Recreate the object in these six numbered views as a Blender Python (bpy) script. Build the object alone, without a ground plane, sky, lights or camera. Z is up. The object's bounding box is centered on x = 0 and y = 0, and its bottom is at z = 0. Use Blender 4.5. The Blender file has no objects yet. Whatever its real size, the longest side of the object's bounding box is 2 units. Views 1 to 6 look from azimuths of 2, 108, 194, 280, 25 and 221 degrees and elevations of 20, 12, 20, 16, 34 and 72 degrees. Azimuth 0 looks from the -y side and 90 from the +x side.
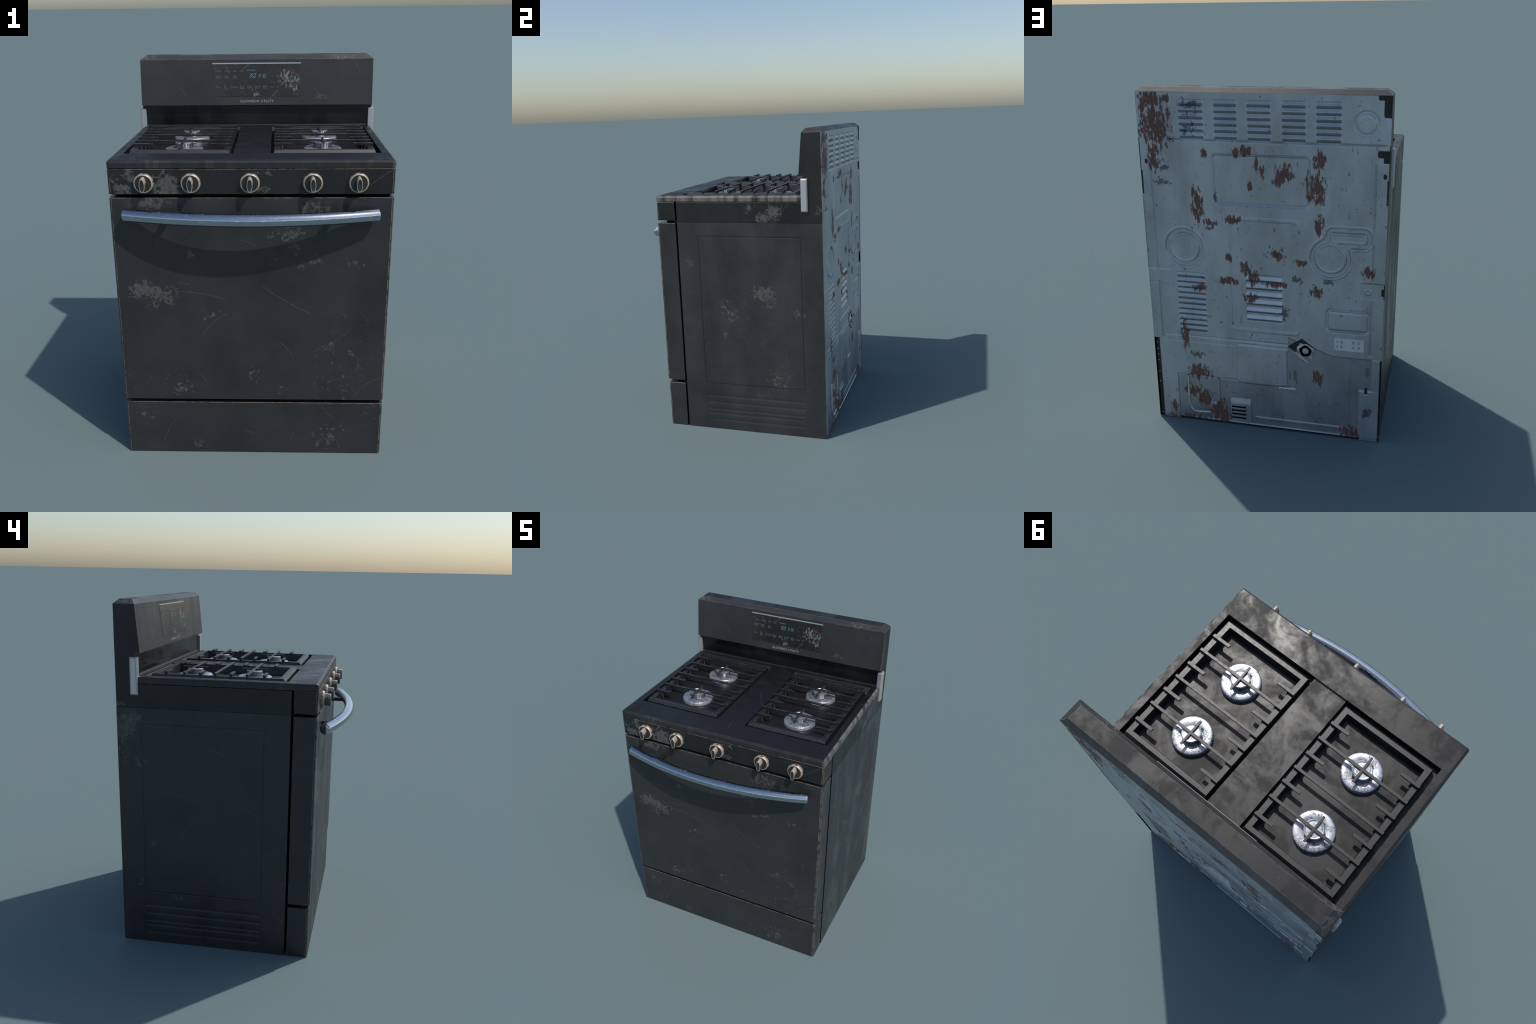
import bpy, bmesh, math, random
import numpy as np
from mathutils import Matrix, Vector

random.seed(7)
COL = bpy.context.scene.collection

# ----------------------------------------------------------------------------
# overall dimensions (metres)
# ----------------------------------------------------------------------------
HW = 0.6742            # half width of the cabinet
Y_FRONT = -0.468      # drawer and cooktop front
Y_DOOR = -0.4738      # door / control panel face
Y_BODY = -0.333       # front of the side panels
Y_BACK = 0.637
Z_BAND = 1.4225       # lower edge of the dark upper side panels
Z_TOPB = 1.556        # underside of the cooktop
Z_TOP = 1.594         # cooktop surface

# ----------------------------------------------------------------------------
# node helper
# ----------------------------------------------------------------------------
class Graph:
    """Small expression builder on top of a material node tree."""
    def __init__(self, name):
        self.mat = bpy.data.materials.new(name)
        self.mat.use_nodes = True
        self.nt = self.mat.node_tree
        self.nt.nodes.clear()
        self.out = self.nt.nodes.new('ShaderNodeOutputMaterial')
        self.bsdf = self.nt.nodes.new('ShaderNodeBsdfPrincipled')
        self.nt.links.new(self.bsdf.outputs[0], self.out.inputs[0])
        self.tc = self.nt.nodes.new('ShaderNodeTexCoord')
        self.obj = self.tc.outputs['Object']
        self._xyz = None

    def put(self, sock, v):
        if isinstance(v, bpy.types.NodeSocket):
            self.nt.links.new(v, sock)
        elif isinstance(v, (tuple, list)) and sock.type == 'RGBA' and len(v) == 3:
            sock.default_value = (*v, 1.0)
        else:
            sock.default_value = v

    def m(self, op, a, b=None, c=None, clamp=False):
        n = self.nt.nodes.new('ShaderNodeMath')
        n.operation = op
        n.use_clamp = clamp
        for i, v in enumerate((a, b, c)):
            if v is not None:
                self.put(n.inputs[i], v)
        return n.outputs[0]

    def v(self, op, a, b=None):
        n = self.nt.nodes.new('ShaderNodeVectorMath')
        n.operation = op
        self.put(n.inputs[0], a)
        if b is not None:
            self.put(n.inputs[1], b)
        return n.outputs['Value'] if op in ('DOT_PRODUCT', 'LENGTH', 'DISTANCE') else n.outputs[0]

    def xyz(self):
        if self._xyz is None:
            n = self.nt.nodes.new('ShaderNodeSeparateXYZ')
            self.put(n.inputs[0], self.obj)
            self._xyz = n.outputs
        return self._xyz

    def vec(self, x, y, z=0.0):
        n = self.nt.nodes.new('ShaderNodeCombineXYZ')
        for i, q in enumerate((x, y, z)):
            self.put(n.inputs[i], q)
        return n.outputs[0]

    def noise(self, scale, detail=4.0, rough=0.55, stretch=None, offset=None, dist=0.0):
        p = self.obj
        if offset is not None:
            p = self.v('ADD', p, offset)
        if stretch is not None:
            p = self.v('MULTIPLY', p, stretch)
        n = self.nt.nodes.new('ShaderNodeTexNoise')
        self.put(n.inputs['Vector'], p)
        n.inputs['Scale'].default_value = scale
        n.inputs['Detail'].default_value = detail
        n.inputs['Roughness'].default_value = rough
        n.inputs['Distortion'].default_value = dist
        return n.outputs[0]

    def ramp(self, v, a, b, lo=0.0, hi=1.0, smooth=True):
        n = self.nt.nodes.new('ShaderNodeMapRange')
        n.interpolation_type = 'SMOOTHSTEP' if smooth else 'LINEAR'
        n.clamp = True
        self.put(n.inputs['Value'], v)
        for k, q in (('From Min', a), ('From Max', b), ('To Min', lo), ('To Max', hi)):
            self.put(n.inputs[k], q)
        return n.outputs[0]

    def mix(self, f, a, b):
        n = self.nt.nodes.new('ShaderNodeMix')
        n.data_type = 'RGBA'
        self.put(n.inputs[0], f)
        self.put(n.inputs[6], a)
        self.put(n.inputs[7], b)
        return n.outputs[2]

    def scale(self, col, k):
        n = self.nt.nodes.new('ShaderNodeVectorMath')
        n.operation = 'SCALE'
        self.put(n.inputs[0], col)
        self.put(n.inputs['Scale'], k)
        return n.outputs[0]

    def bump(self, h, strength=0.3, dist=0.001):
        n = self.nt.nodes.new('ShaderNodeBump')
        n.inputs['Strength'].default_value = strength
        n.inputs['Distance'].default_value = dist
        self.put(n.inputs['Height'], h)
        self.put(self.bsdf.inputs['Normal'], n.outputs[0])

    def set(self, **kw):
        names = dict(color='Base Color', rough='Roughness', metal='Metallic',
                     spec='Specular IOR Level', emit='Emission Color',
                     emit_strength='Emission Strength', coat='Coat Weight')
        for k, q in kw.items():
            self.put(self.bsdf.inputs[names[k]], q)
        return self.mat

    # masks -------------------------------------------------------------
    def blobs(self, uv, spots):
        """1 in the middle of each elliptical spot, falling to 0 at its rim."""
        acc = None
        for spot in spots:
            cu, cv, ru, rv = spot[:4]
            gain = spot[4] if len(spot) > 4 else 1.0
            d = self.v('LENGTH', self.v('MULTIPLY', self.v('SUBTRACT', uv, (cu, cv, 0)),
                                        (0.8 / ru, 0.8 / rv, 0)))
            f = self.m('SUBTRACT', 1.0, d, clamp=True)
            if gain != 1.0:
                f = self.m('MULTIPLY', f, gain)
            acc = f if acc is None else self.m('MAXIMUM', acc, f)
        return acc

    def scratches(self, uv, lines, width=0.0011):
        """Thin bowed lines (u0, v0, u1, v1, bow)."""
        acc = None
        for (u0, v0, u1, v1, bow) in lines:
            L = math.hypot(u1 - u0, v1 - v0)
            du, dv = (u1 - u0) / L, (v1 - v0) / L
            q = self.v('SUBTRACT', uv, (u0, v0, 0))
            t = self.v('DOT_PRODUCT', q, (du / L, dv / L, 0))
            n = self.v('DOT_PRODUCT', q, (-dv, du, 0))
            hump = self.m('MULTIPLY', t, self.m('SUBTRACT', 1.0, t))
            off = self.m('ABSOLUTE', self.m('MULTIPLY_ADD', hump, -4 * bow, n))
            line = self.m('LESS_THAN', off, width)
            # fades at both ends because the hump goes to zero there
            f = self.m('MULTIPLY', line, self.ramp(hump, 0.0, 0.10))
            acc = f if acc is None else self.m('MAXIMUM', acc, f)
        return acc


# the same family of long scuffs runs over the door and both side panels
SCUFFS = [(-0.264, 0.678, -0.115, 0.822, 0.018), (-0.401, 0.939, -0.122, 0.892, 0.012),
          (0.038, 0.977, 0.309, 0.81, -0.010), (-0.367, 0.988, -0.301, 0.973, 0.0),
          (0.135, 0.665, 0.207, 0.574, 0.006), (0.299, 0.605, 0.476, 0.712, -0.006),
          (0.533, 0.587, 0.534, 0.489, 0.0), (0.539, 0.825, 0.586, 0.77, 0.0),
          (-0.291, 0.491, -0.237, 0.426, 0.004), (0.511, 0.329, 0.663, 0.464, 0.022),
          (0.376, 0.436, 0.517, 0.47, 0.0), (0.015, 0.417, 0.034, 0.459, 0.004),
          (-0.654, 0.454, -0.62, 0.482, 0.0), (-0.054, 1.205, 0.031, 1.172, 0.005),
          (-0.473, 1.139, -0.419, 1.249, 0.006), (0.358, 0.303, 0.447, 0.209, -0.020),
          (-0.482, 0.063, -0.395, 0.214, 0.012), (-0.054, 0.137, 0.031, 0.1, 0.004),
          (0.195, 0.082, 0.214, 0.138, -0.003), (0.437, 0.825, 0.47, 0.80, 0.0)]

PALE = (0.082, 0.089, 0.084)      # chipped primer
TAN = (0.235, 0.19, 0.14)         # bare worn metal on edges


def enamel(name, base, axis, chips=(), scuffs=(), umap=(1.0, 0.0), rough=0.42, streak=0.16,
           rust_tint=0.25, speck=0.735, spec=0.5, scuff_gain=1.0):
    """Black stove enamel: cloudy tone, placed chips, specks and scuffs."""
    g = Graph(name)
    X = g.xyz()
    u = g.m('MULTIPLY_ADD', X[axis], umap[0], umap[1])
    uv = g.vec(u, X[2])
    cloud = g.noise(5.0, 5.0, 0.6)
    grain = g.noise(160.0, 2.0)
    tone = g.m('ADD', g.ramp(cloud, 0.3, 0.7, 0.80, 1.18, False), g.m('MULTIPLY', g.m('SUBTRACT', grain, 0.5), 0.25))
    col = g.scale(base, tone)
    edge = g.noise(48.0, 7.0, 0.74)
    chipmask = g.ramp(edge, speck, speck + 0.02, 0.0, 0.8)
    if chips:
        f = g.blobs(uv, chips)
        big = g.ramp(g.m('MULTIPLY_ADD', g.m('POWER', f, 0.7), 0.30, edge), 0.655, 0.672)
        chipmask = g.m('MAXIMUM', chipmask, big)
    pale = g.mix(g.m('MULTIPLY', g.ramp(g.noise(9.0, 3.0), 0.45, 0.6), rust_tint), PALE, (0.13, 0.085, 0.06))
    pale = g.scale(pale, g.ramp(g.noise(70.0, 3.0), 0.3, 0.7, 0.6, 1.15, False))
    col = g.mix(g.m('MULTIPLY', chipmask, 0.82), col, pale)
    if scuffs:
        s = g.scratches(uv, scuffs)
        s = g.m('MULTIPLY', s, g.ramp(g.noise(60.0, 3.0), 0.35, 0.55, 0.25 * scuff_gain, 0.85 * scuff_gain))
        col = g.mix(s, col, (0.088, 0.091, 0.090))
    streaks = g.noise(4.2, 6.0, 0.62, stretch=(1.0, 1.0, 0.42) if axis != 2 else None, offset=(3.1, 1.7, 0.4))
    r = g.ramp(streaks, 0.35, 0.66, rough - streak, rough + streak, False)
    r = g.m('ADD', r, g.m('MULTIPLY', chipmask, 0.18))
    g.bump(grain, 0.10, 0.0006)
    return g.set(color=col, rough=r, spec=spec)


GREY = (0.0240, 0.0258, 0.0272)
DARK = (0.0095, 0.0105, 0.011)

DOOR_CHIPS = [(-0.538, 0.947, 0.085, 0.055, 0.85), (-0.455, 0.925, 0.085, 0.05, 0.75), (-0.49, 0.855, 0.035, 0.035, 0.5),
              (-0.426, 0.884, 0.04, 0.04, 0.55), (-0.214, 0.807, 0.060, 0.035, 0.45), (0.194, 1.24, 0.075, 0.05, 0.7),
              (0.092, 1.217, 0.035, 0.035, 0.4), (0.212, 1.168, 0.045, 0.06, 0.4), (0.312, 1.099, 0.04, 0.035, 0.5),
              (-0.368, 0.387, 0.085, 0.05, 0.5), (0.384, 0.636, 0.035, 0.025, 0.5), (0.402, 0.101, 0.11, 0.10, 0.40),
              (-0.47, 1.39, 0.11, 0.035, 0.5), (0.437, 0.82, 0.03, 0.015, 0.35), (0.109, 1.117, 0.04, 0.05, 0.3),
              (0.239, 1.076, 0.03, 0.025, 0.45), (0.498, 1.087, 0.06, 0.03, 0.3), (0.494, 0.597, 0.03, 0.05, 0.35),
              (0.33, 0.404, 0.03, 0.05, 0.35), (-0.299, 1.14, 0.025, 0.045, 0.4), (-0.584, 0.234, 0.08, 0.06, 0.28),
              (-0.296, 0.059, 0.03, 0.04, 0.45), (0.14, 0.392, 0.05, 0.04, 0.28), (0.286, 1.355, 0.10, 0.05, 0.6),
              (0.60, 0.24, 0.06, 0.08, 0.25), (0.0, 0.48, 0.10, 0.05, 0.2), (-0.45, 0.45, 0.2, 0.1, 0.10), (0.45, 0.5, 0.2, 0.3, 0.12)]
PANEL_CHIPS = [(-0.399, 1.470, 0.065, 0.075, 1.1), (-0.365, 1.445, 0.045, 0.035), (-0.43, 1.505, 0.04, 0.03, 0.7), (-0.607, 1.455, 0.05, 0.035),
               (-0.571, 1.529, 0.035, 0.03, 0.8), (-0.55, 1.51, 0.03, 0.03, 0.6), (0.062, 1.447, 0.04, 0.03, 0.5), (-0.64, 1.50, 0.03, 0.02, 0.4),
               (0.08, 1.535, 0.06, 0.015, 0.4), (-0.29, 1.46, 0.04, 0.03, 0.4)]
RIGHT_CHIPS = [(0.241, 0.959, 0.105, 0.07, 0.75), (-0.039, 0.874, 0.05, 0.06, 0.4), (0.011, 0.802, 0.12, 0.065, 0.38),
               (0.46, 0.839, 0.055, 0.045, 0.45), (0.322, 0.39, 0.09, 0.065, 0.42), (0.28, 0.90, 0.06, 0.05, 0.5),
               (-0.03, 0.67, 0.03, 0.03, 0.45), (0.20, 0.26, 0.03, 0.03, 0.45), (0.36, 0.33, 0.05, 0.04, 0.4), (-0.26, 1.16, 0.03, 0.04, 0.4)]
RIGHT_UP_CHIPS = [(0.326, 1.492, 0.06, 0.06), (0.261, 1.451, 0.055, 0.04), (0.163, 1.512, 0.04, 0.035, 0.6),
                  (0.62, 1.50, 0.03, 0.05, 0.5)]
LEFT_CHIPS = [(0.588, 1.318, 0.075, 0.085), (0.611, 1.262, 0.06, 0.05), (0.544, 1.368, 0.05, 0.04),
              (0.601, 1.165, 0.07, 0.07, 0.4), (0.517, 1.114, 0.05, 0.05, 0.4), (0.44, 0.62, 0.04, 0.03, 0.5),
              (0.52, 0.40, 0.03, 0.06, 0.4), (0.30, 0.31, 0.04, 0.03, 0.45), (-0.38, 0.70, 0.08, 0.07, 0.35)]

right_scuffs = [(a * 0.765 - 0.027, b * 1.02, c * 0.765 - 0.027, d * 1.02, e) for a, b, c, d, e in SCUFFS] \
    + [(0.255, 1.403, 0.327, 1.321, -0.015)]
# on the left side "u" runs towards -y
left_scuffs = [(-(0.05 - 0.85 * a), b, -(0.05 - 0.85 * c), d, e) for a, b, c, d, e in SCUFFS] \
    + [(0.205, 1.30, 0.265, 1.22, -0.012)]

M_DOOR = enamel('door_enamel', GREY, 0, DOOR_CHIPS, SCUFFS)
M_PANEL = enamel('panel_enamel', DARK, 0, PANEL_CHIPS, [(0.553, 1.47, 0.665, 1.55, 0.003), (-0.67, 1.50, -0.64, 1.53, 0.0)], rough=0.42)
M_RIGHT = enamel('right_side_enamel', GREY, 1, RIGHT_CHIPS, right_scuffs, streak=0.22, spec=0.6, rust_tint=0.55, scuff_gain=0.7)
M_LEFT = enamel('left_side_enamel', GREY, 1, [(-q[0],) + q[1:] for q in LEFT_CHIPS], left_scuffs, umap=(-1.0, 0.0), streak=0.2, spec=0.55, scuff_gain=0.9)
M_RIGHTUP = enamel('right_band_enamel', DARK, 1, RIGHT_UP_CHIPS, [(0.367, 1.452, 0.433, 1.547, 0.010)])
M_LEFTUP = enamel('left_band_enamel', DARK, 1, [(-0.62, 1.44, 0.03, 0.02)], [(-0.635, 1.545, -0.599, 1.574, 0.0), (0.36, 1.44, 0.43, 1.52, 0.0)], umap=(-1.0, 0.0))
M_GUARDSIDE = enamel('guard_side_enamel', DARK, 1)
M_GUARD = enamel('guard_enamel', (0.0265, 0.027, 0.0275), 0,
                 [(0.372, 1.766, 0.04, 0.03, 0.5), (-0.64, 1.985, 0.06, 0.02, 0.5), (0.50, 1.985, 0.10, 0.02, 0.5)],
                 [(-0.678, 1.772, -0.639, 1.812, 0.0), (0.077, 1.751, 0.13, 1.807, 0.0), (-0.085, 1.916, 0.013, 1.997, -0.004),
                  (-0.448, 1.819, -0.413, 1.766, 0.004), (0.33, 1.818, 0.364, 1.774, 0.004), (0.575, 1.95, 0.60, 1.90, 0.0)],
                 rough=0.45, streak=0.13)
M_GUARDLOW = enamel('splash_enamel', (0.006, 0.0062, 0.0065), 0, rough=0.30, streak=0.15, speck=0.76)
M_GAP = Graph('dark_gap').set(color=(0.004, 0.004, 0.0045), rough=0.9, spec=0.1)


def worn_edge(name, base, amount=0.5, tan=TAN):
    g = Graph(name)
    n = g.noise(26.0, 5.0, 0.65)
    f = g.ramp(n, 0.56 - amount * 0.3, 0.70 - amount * 0.3)
    c = g.mix(g.m('MULTIPLY', f, 0.85), base, g.scale(tan, g.ramp(g.noise(120.0, 2.0), 0.3, 0.7, 0.55, 1.1, False)))
    return g.set(color=c, rough=0.5)


M_EDGE = worn_edge('worn_edge', (0.025, 0.024, 0.023), 0.55)
M_EDGE_FAINT = worn_edge('faint_worn_edge', (0.02, 0.02, 0.02), 0.2, (0.17, 0.15, 0.12))


def cooktop_mat(name, base, lo, hi, gloss=1.0):
    """Glossy black top with greasy blotches that only change its sheen."""
    g = Graph(name)
    big = g.noise(4.6, 7.0, 0.58, dist=1.2)
    fine = g.noise(34.0, 5.0, 0.6, offset=(4.0, 2.0, 1.0))
    blotch = g.m('MULTIPLY_ADD', fine, 0.24, g.m('MULTIPLY', big, 0.86))
    r = g.ramp(blotch, 0.44, 0.66, lo, hi, False)
    dots = g.ramp(g.noise(55.0, 2.0, 0.5, offset=(1.3, 0.2, 9.0)), 0.745, 0.765)
    c = g.mix(g.m('MULTIPLY', dots, 0.7), g.scale(base, g.ramp(big, 0.3, 0.7, 0.7, 1.3, False)), (0.10, 0.10, 0.11))
    X = g.xyz()
    uv = g.vec(X[0], X[1])
    s = g.scratches(uv, [(0.09, -0.06, 0.0, 0.13, 0.004), (0.03, -0.40, 0.0, -0.28, 0.0), (-0.04, 0.05, -0.09, 0.16, 0.0),
                         (-0.40, 0.12, -0.36, 0.20, 0.01)], 0.0014)
    c = g.mix(g.m('MULTIPLY', s, 0.35), c, (0.07, 0.07, 0.07))
    g.bump(g.noise(220.0, 2.0), 0.06, 0.0005)
    return g.set(color=c, rough=r, spec=g.ramp(blotch, 0.42, 0.62, 0.62 * gloss, 0.38 * gloss, False))


M_COOK = cooktop_mat('cooktop_enamel', (0.006, 0.0062, 0.0068), 0.36, 0.60)
M_CROWN = cooktop_mat('crown_enamel', (0.02, 0.02, 0.02), 0.40, 0.54, 1.9)
M_TRAY = cooktop_mat('tray_enamel', (0.0065, 0.0065, 0.0065), 0.40, 0.58)


def streaky_rim():
    g = Graph('cooktop_rim_enamel')
    n = g.noise(22.0, 6.0, 0.7, stretch=(0.7, 1.0, 0.05))
    # the right hand rim is rubbed almost bare, the others only here and there
    bare = g.ramp(g.xyz()[0], 0.64, 0.67, 0.0, 0.16)
    f = g.ramp(g.m('ADD', n, bare), 0.50, 0.74)
    c = g.mix(f, (0.017, 0.018, 0.019), g.mix(g.ramp(bare, 0.0, 0.16), (0.050, 0.047, 0.043), (0.15, 0.135, 0.12)))
    return g.set(color=c, rough=g.ramp(n, 0.35, 0.65, 0.34, 0.5, False))


M_RIM = streaky_rim()


def iron_mat():
    g = Graph('cast_iron')
    n = g.noise(60.0, 4.0)
    c = g.scale((0.0085, 0.0095, 0.011), g.ramp(n, 0.3, 0.7, 0.7, 1.35, False))
    g.bump(g.noise(300.0, 2.0), 0.12, 0.0006)
    return g.set(color=c, rough=g.ramp(n, 0.3, 0.7, 0.38, 0.50, False), spec=0.65)


M_IRON = iron_mat()
M_IRON_EDGE = worn_edge('iron_edge', (0.018, 0.018, 0.018), 0.42, (0.20, 0.165, 0.125))


def steel_scratched(name, base, dark, rough, amount, stretch=(1, 1, 1), scale=55.0, pale=None, metal=1.0, rvar=1.0, crack=0.030):
    g = Graph(name)
    n = g.noise(scale, 6.0, 0.72, stretch=stretch, dist=0.6)
    ridge = g.m('ABSOLUTE', g.m('SUBTRACT', n, 0.5))
    line = g.ramp(ridge, 0.004, crack, amount, 0.0)
    patch = g.ramp(g.noise(scale * 0.35, 4.0, 0.6, offset=(2.0, 5.0, 1.0)), 0.40, 0.56)
    f = g.m('MULTIPLY', line, patch)
    c = g.mix(f, base, dark)
    if pale is not None:
        k = g.ramp(g.noise(scale * 1.6, 3.0, 0.6, stretch=stretch, offset=(9, 1, 4)), 0.60, 0.66)
        c = g.mix(g.m('MULTIPLY', k, 0.7), c, pale)
    r = g.m('ADD', rough, g.m('MULTIPLY', f, 0.25 * rvar))
    r = g.m('ADD', r, g.m('MULTIPLY', g.m('SUBTRACT', g.noise(20.0, 3.0), 0.5), 0.08 * rvar))
    return g.set(color=c, rough=r, metal=metal)


M_BURNER = steel_scratched('burner_steel', (0.50, 0.52, 0.56), (0.03, 0.03, 0.035), 0.35, 1.0, scale=40.0, metal=0.75, crack=0.045)
M_BURNER_SIDE = steel_scratched('burner_side_steel', (0.52, 0.53, 0.55), (0.03, 0.03, 0.03), 0.42, 1.0, stretch=(1, 1, 0.25), scale=60.0, metal=0.7)
M_CAP = steel_scratched('burner_cap_steel', (0.50, 0.515, 0.55), (0.03, 0.03, 0.035), 0.32, 1.0, scale=70.0, metal=0.8, crack=0.045)
M_CAPSIDE = steel_scratched('burner_cap_side', (0.30, 0.31, 0.34), (0.04, 0.04, 0.05), 0.3, 0.9, scale=60.0)
M_HANDLE = steel_scratched('handle_chrome', (0.45, 0.50, 0.56), (0.26, 0.28, 0.30), 0.06, 0.5, stretch=(0.14, 1, 1), scale=110.0, pale=(0.80, 0.78, 0.70), rvar=0.3)
M_BRACKET = Graph('bracket_steel').set(color=(0.56, 0.60, 0.65), rough=0.42, metal=0.85)
M_BRACKET_EDGE = Graph('bracket_edge').set(color=(0.42, 0.36, 0.28), rough=0.5, metal=0.3)


def knob_metal():
    g = Graph('knob_worn_metal')
    n = g.noise(70.0, 5.0, 0.68)
    f = g.ramp(n, 0.47, 0.60)
    c = g.mix(f, (0.40, 0.335, 0.27), (0.085, 0.078, 0.072))
    return g.set(color=c, rough=g.ramp(n, 0.3, 0.7, 0.34, 0.5, False), metal=0.35)


def knob_grip_metal():
    """Worn tan metal on the upper part of the grip, darker towards the bottom."""
    g = Graph('knob_grip_metal')
    X = g.xyz()
    n = g.noise(60.0, 5.0, 0.68)
    up = g.m('MULTIPLY_ADD', X[2], 14.0, g.m('MULTIPLY', g.m('SUBTRACT', n, 0.5), 1.2))
    f = g.ramp(up, -0.05, 0.25)
    c = g.mix(f, (0.075, 0.068, 0.06), (0.42, 0.355, 0.285))
    return g.set(color=c, rough=0.45, metal=0.2)


M_KNOB = knob_metal()
M_GRIP = knob_grip_metal()
M_KNOBRIM = Graph('knob_rim').set(color=(0.40, 0.335, 0.26), rough=0.45, metal=0.2)
M_KNOBFACE = enamel('knob_face', (0.022, 0.023, 0.025), 0, speck=0.70)

# ----------------------------------------------------------------------------
# mesh helpers
# ----------------------------------------------------------------------------
root = bpy.data.objects.new('kitchen_stove', None)
COL.objects.link(root)
root['label'] = 'worn black freestanding gas stove with four burners'
root['category'] = 'stove'


def finish(obj, parent, smooth_angle=None):
    COL.objects.link(obj)
    obj.parent = parent
    if smooth_angle is not None:
        me = obj.data
        me.polygons.foreach_set('use_smooth', [True] * len(me.polygons))
        me.set_sharp_from_angle(angle=math.radians(smooth_angle))
    return obj


def from_bm(bm, name, mats, parent, smooth_angle=None):
    bmesh.ops.recalc_face_normals(bm, faces=bm.faces)
    me = bpy.data.meshes.new(name)
    bm.to_mesh(me)
    bm.free()
    for q in mats:
        me.materials.append(q)
    return finish(bpy.data.objects.new(name, me), parent, smooth_angle)


def bm_box(bm, x0, x1, y0, y1, z0, z1, mat=0):
    vs = [bm.verts.new((x, y, z)) for x in (x0, x1) for y in (y0, y1) for z in (z0, z1)]
    idx = [(0, 1, 3, 2), (4, 6, 7, 5), (0, 4, 5, 1), (2, 3, 7, 6), (0, 2, 6, 4), (1, 5, 7, 3)]
    fs = []
    for f in idx:
        face = bm.faces.new([vs[i] for i in f])
        face.material_index = mat
        fs.append(face)
    return fs


def sharp_edges(bm, deg=25):
    out = []
    for e in bm.edges:
        if len(e.link_faces) == 2 and e.calc_face_angle(0) > math.radians(deg):
            out.append(e)
    return out


def edge_wear(bm, width, mat, deg=25, segs=1, keep=lambda e: True):
    bmesh.ops.recalc_face_normals(bm, faces=bm.faces)
    es = [e for e in sharp_edges(bm, deg) if keep(e)]
    bmesh.ops.bevel(bm, geom=es, offset=width, offset_type='OFFSET', segments=segs,
                    profile=0.5, affect='EDGES', material=mat, clamp_overlap=True)


def prism(bm, profile, x0, x1, mat=0):
    """Extrude a closed (y, z) profile along x."""
    a = [bm.verts.new((x0, y, z)) for y, z in profile]
    b = [bm.verts.new((x1, y, z)) for y, z in profile]
    n = len(profile)
    faces = [bm.faces.new(a), bm.faces.new(list(reversed(b)))]
    for i in range(n):
        j = (i + 1) % n
        faces.append(bm.faces.new((a[i], b[i], b[j], a[j])))
    for f in faces:
        f.material_index = mat
    return faces


def lathe(name, prof, seg, mats, matfn, parent, axis='z', smooth=35, ripple=None):
    """Revolve (radius, height) around an axis; matfn(i) picks the slot per ring."""
    bm = bmesh.new()
    rings = []
    for (r, h) in prof:
        ring = []
        for k in range(seg):
            a = 2 * math.pi * k / seg
            rr = r
            if ripple:
                rr = ripple(r, h, k)
            c, s = rr * math.cos(a), rr * math.sin(a)
            p = (c, s, h) if axis == 'z' else (c, -h, s)
            ring.append(bm.verts.new(p))
        rings.append(ring)
    for i in range(len(rings) - 1):
        for k in range(seg):
            f = bm.faces.new((rings[i][k], rings[i][(k + 1) % seg], rings[i + 1][(k + 1) % seg], rings[i + 1][k]))
            f.material_index = matfn(i)
    f = bm.faces.new(rings[-1])
    f.material_index = matfn(len(rings) - 1)
    f = bm.faces.new(rings[0])
    f.material_index = matfn(0)
    return from_bm(bm, name, mats, parent, smooth)


def grid_sheet(name, us, vs, height, place, mats, matfn, parent, smooth=None, rim=0.0):
    """Pressed sheet: grid of (u, v) with out-of-plane height, placed in space."""
    U, V = np.meshgrid(us, vs, indexing='ij')
    H = height(U, V)
    P = place(U, V, H).reshape(-1, 3)
    nu, nv = len(us), len(vs)
    i, j = np.meshgrid(np.arange(nu - 1), np.arange(nv - 1), indexing='ij')
    a = (i * nv + j).ravel()
    quads = np.stack([a, a + nv, a + nv + 1, a + 1], 1)
    me = bpy.data.meshes.new(name)
    me.vertices.add(len(P))
    me.vertices.foreach_set('co', P.astype(np.float32).ravel())
    me.loops.add(quads.size)
    me.loops.foreach_set('vertex_index', quads.astype(np.int32).ravel())
    me.polygons.add(len(quads))
    me.polygons.foreach_set('loop_start', np.arange(0, quads.size, 4, dtype=np.int32))
    cu = 0.25 * (U[:-1, :-1] + U[1:, :-1] + U[:-1, 1:] + U[1:, 1:])
    cv = 0.25 * (V[:-1, :-1] + V[1:, :-1] + V[:-1, 1:] + V[1:, 1:])
    for q in mats:
        me.materials.append(q)
    me.polygons.foreach_set('material_index', matfn(cu, cv).astype(np.int32).ravel())
    me.update(calc_edges=True)
    me.validate()
    return finish(bpy.data.objects.new(name, me), parent, smooth)


# ----------------------------------------------------------------------------
# cabinet core and side panels
# ----------------------------------------------------------------------------
bm = bmesh.new()
bm_box(bm, -HW + 0.004, HW - 0.004, Y_BODY + 0.002, Y_BACK - 0.022, 0.004, 1.535)
# spine behind the door gaps so that the slots stay closed
bm_box(bm, -HW + 0.03, HW - 0.03, Y_FRONT + 0.05, Y_BODY + 0.02, 0.02, 1.552)
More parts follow.
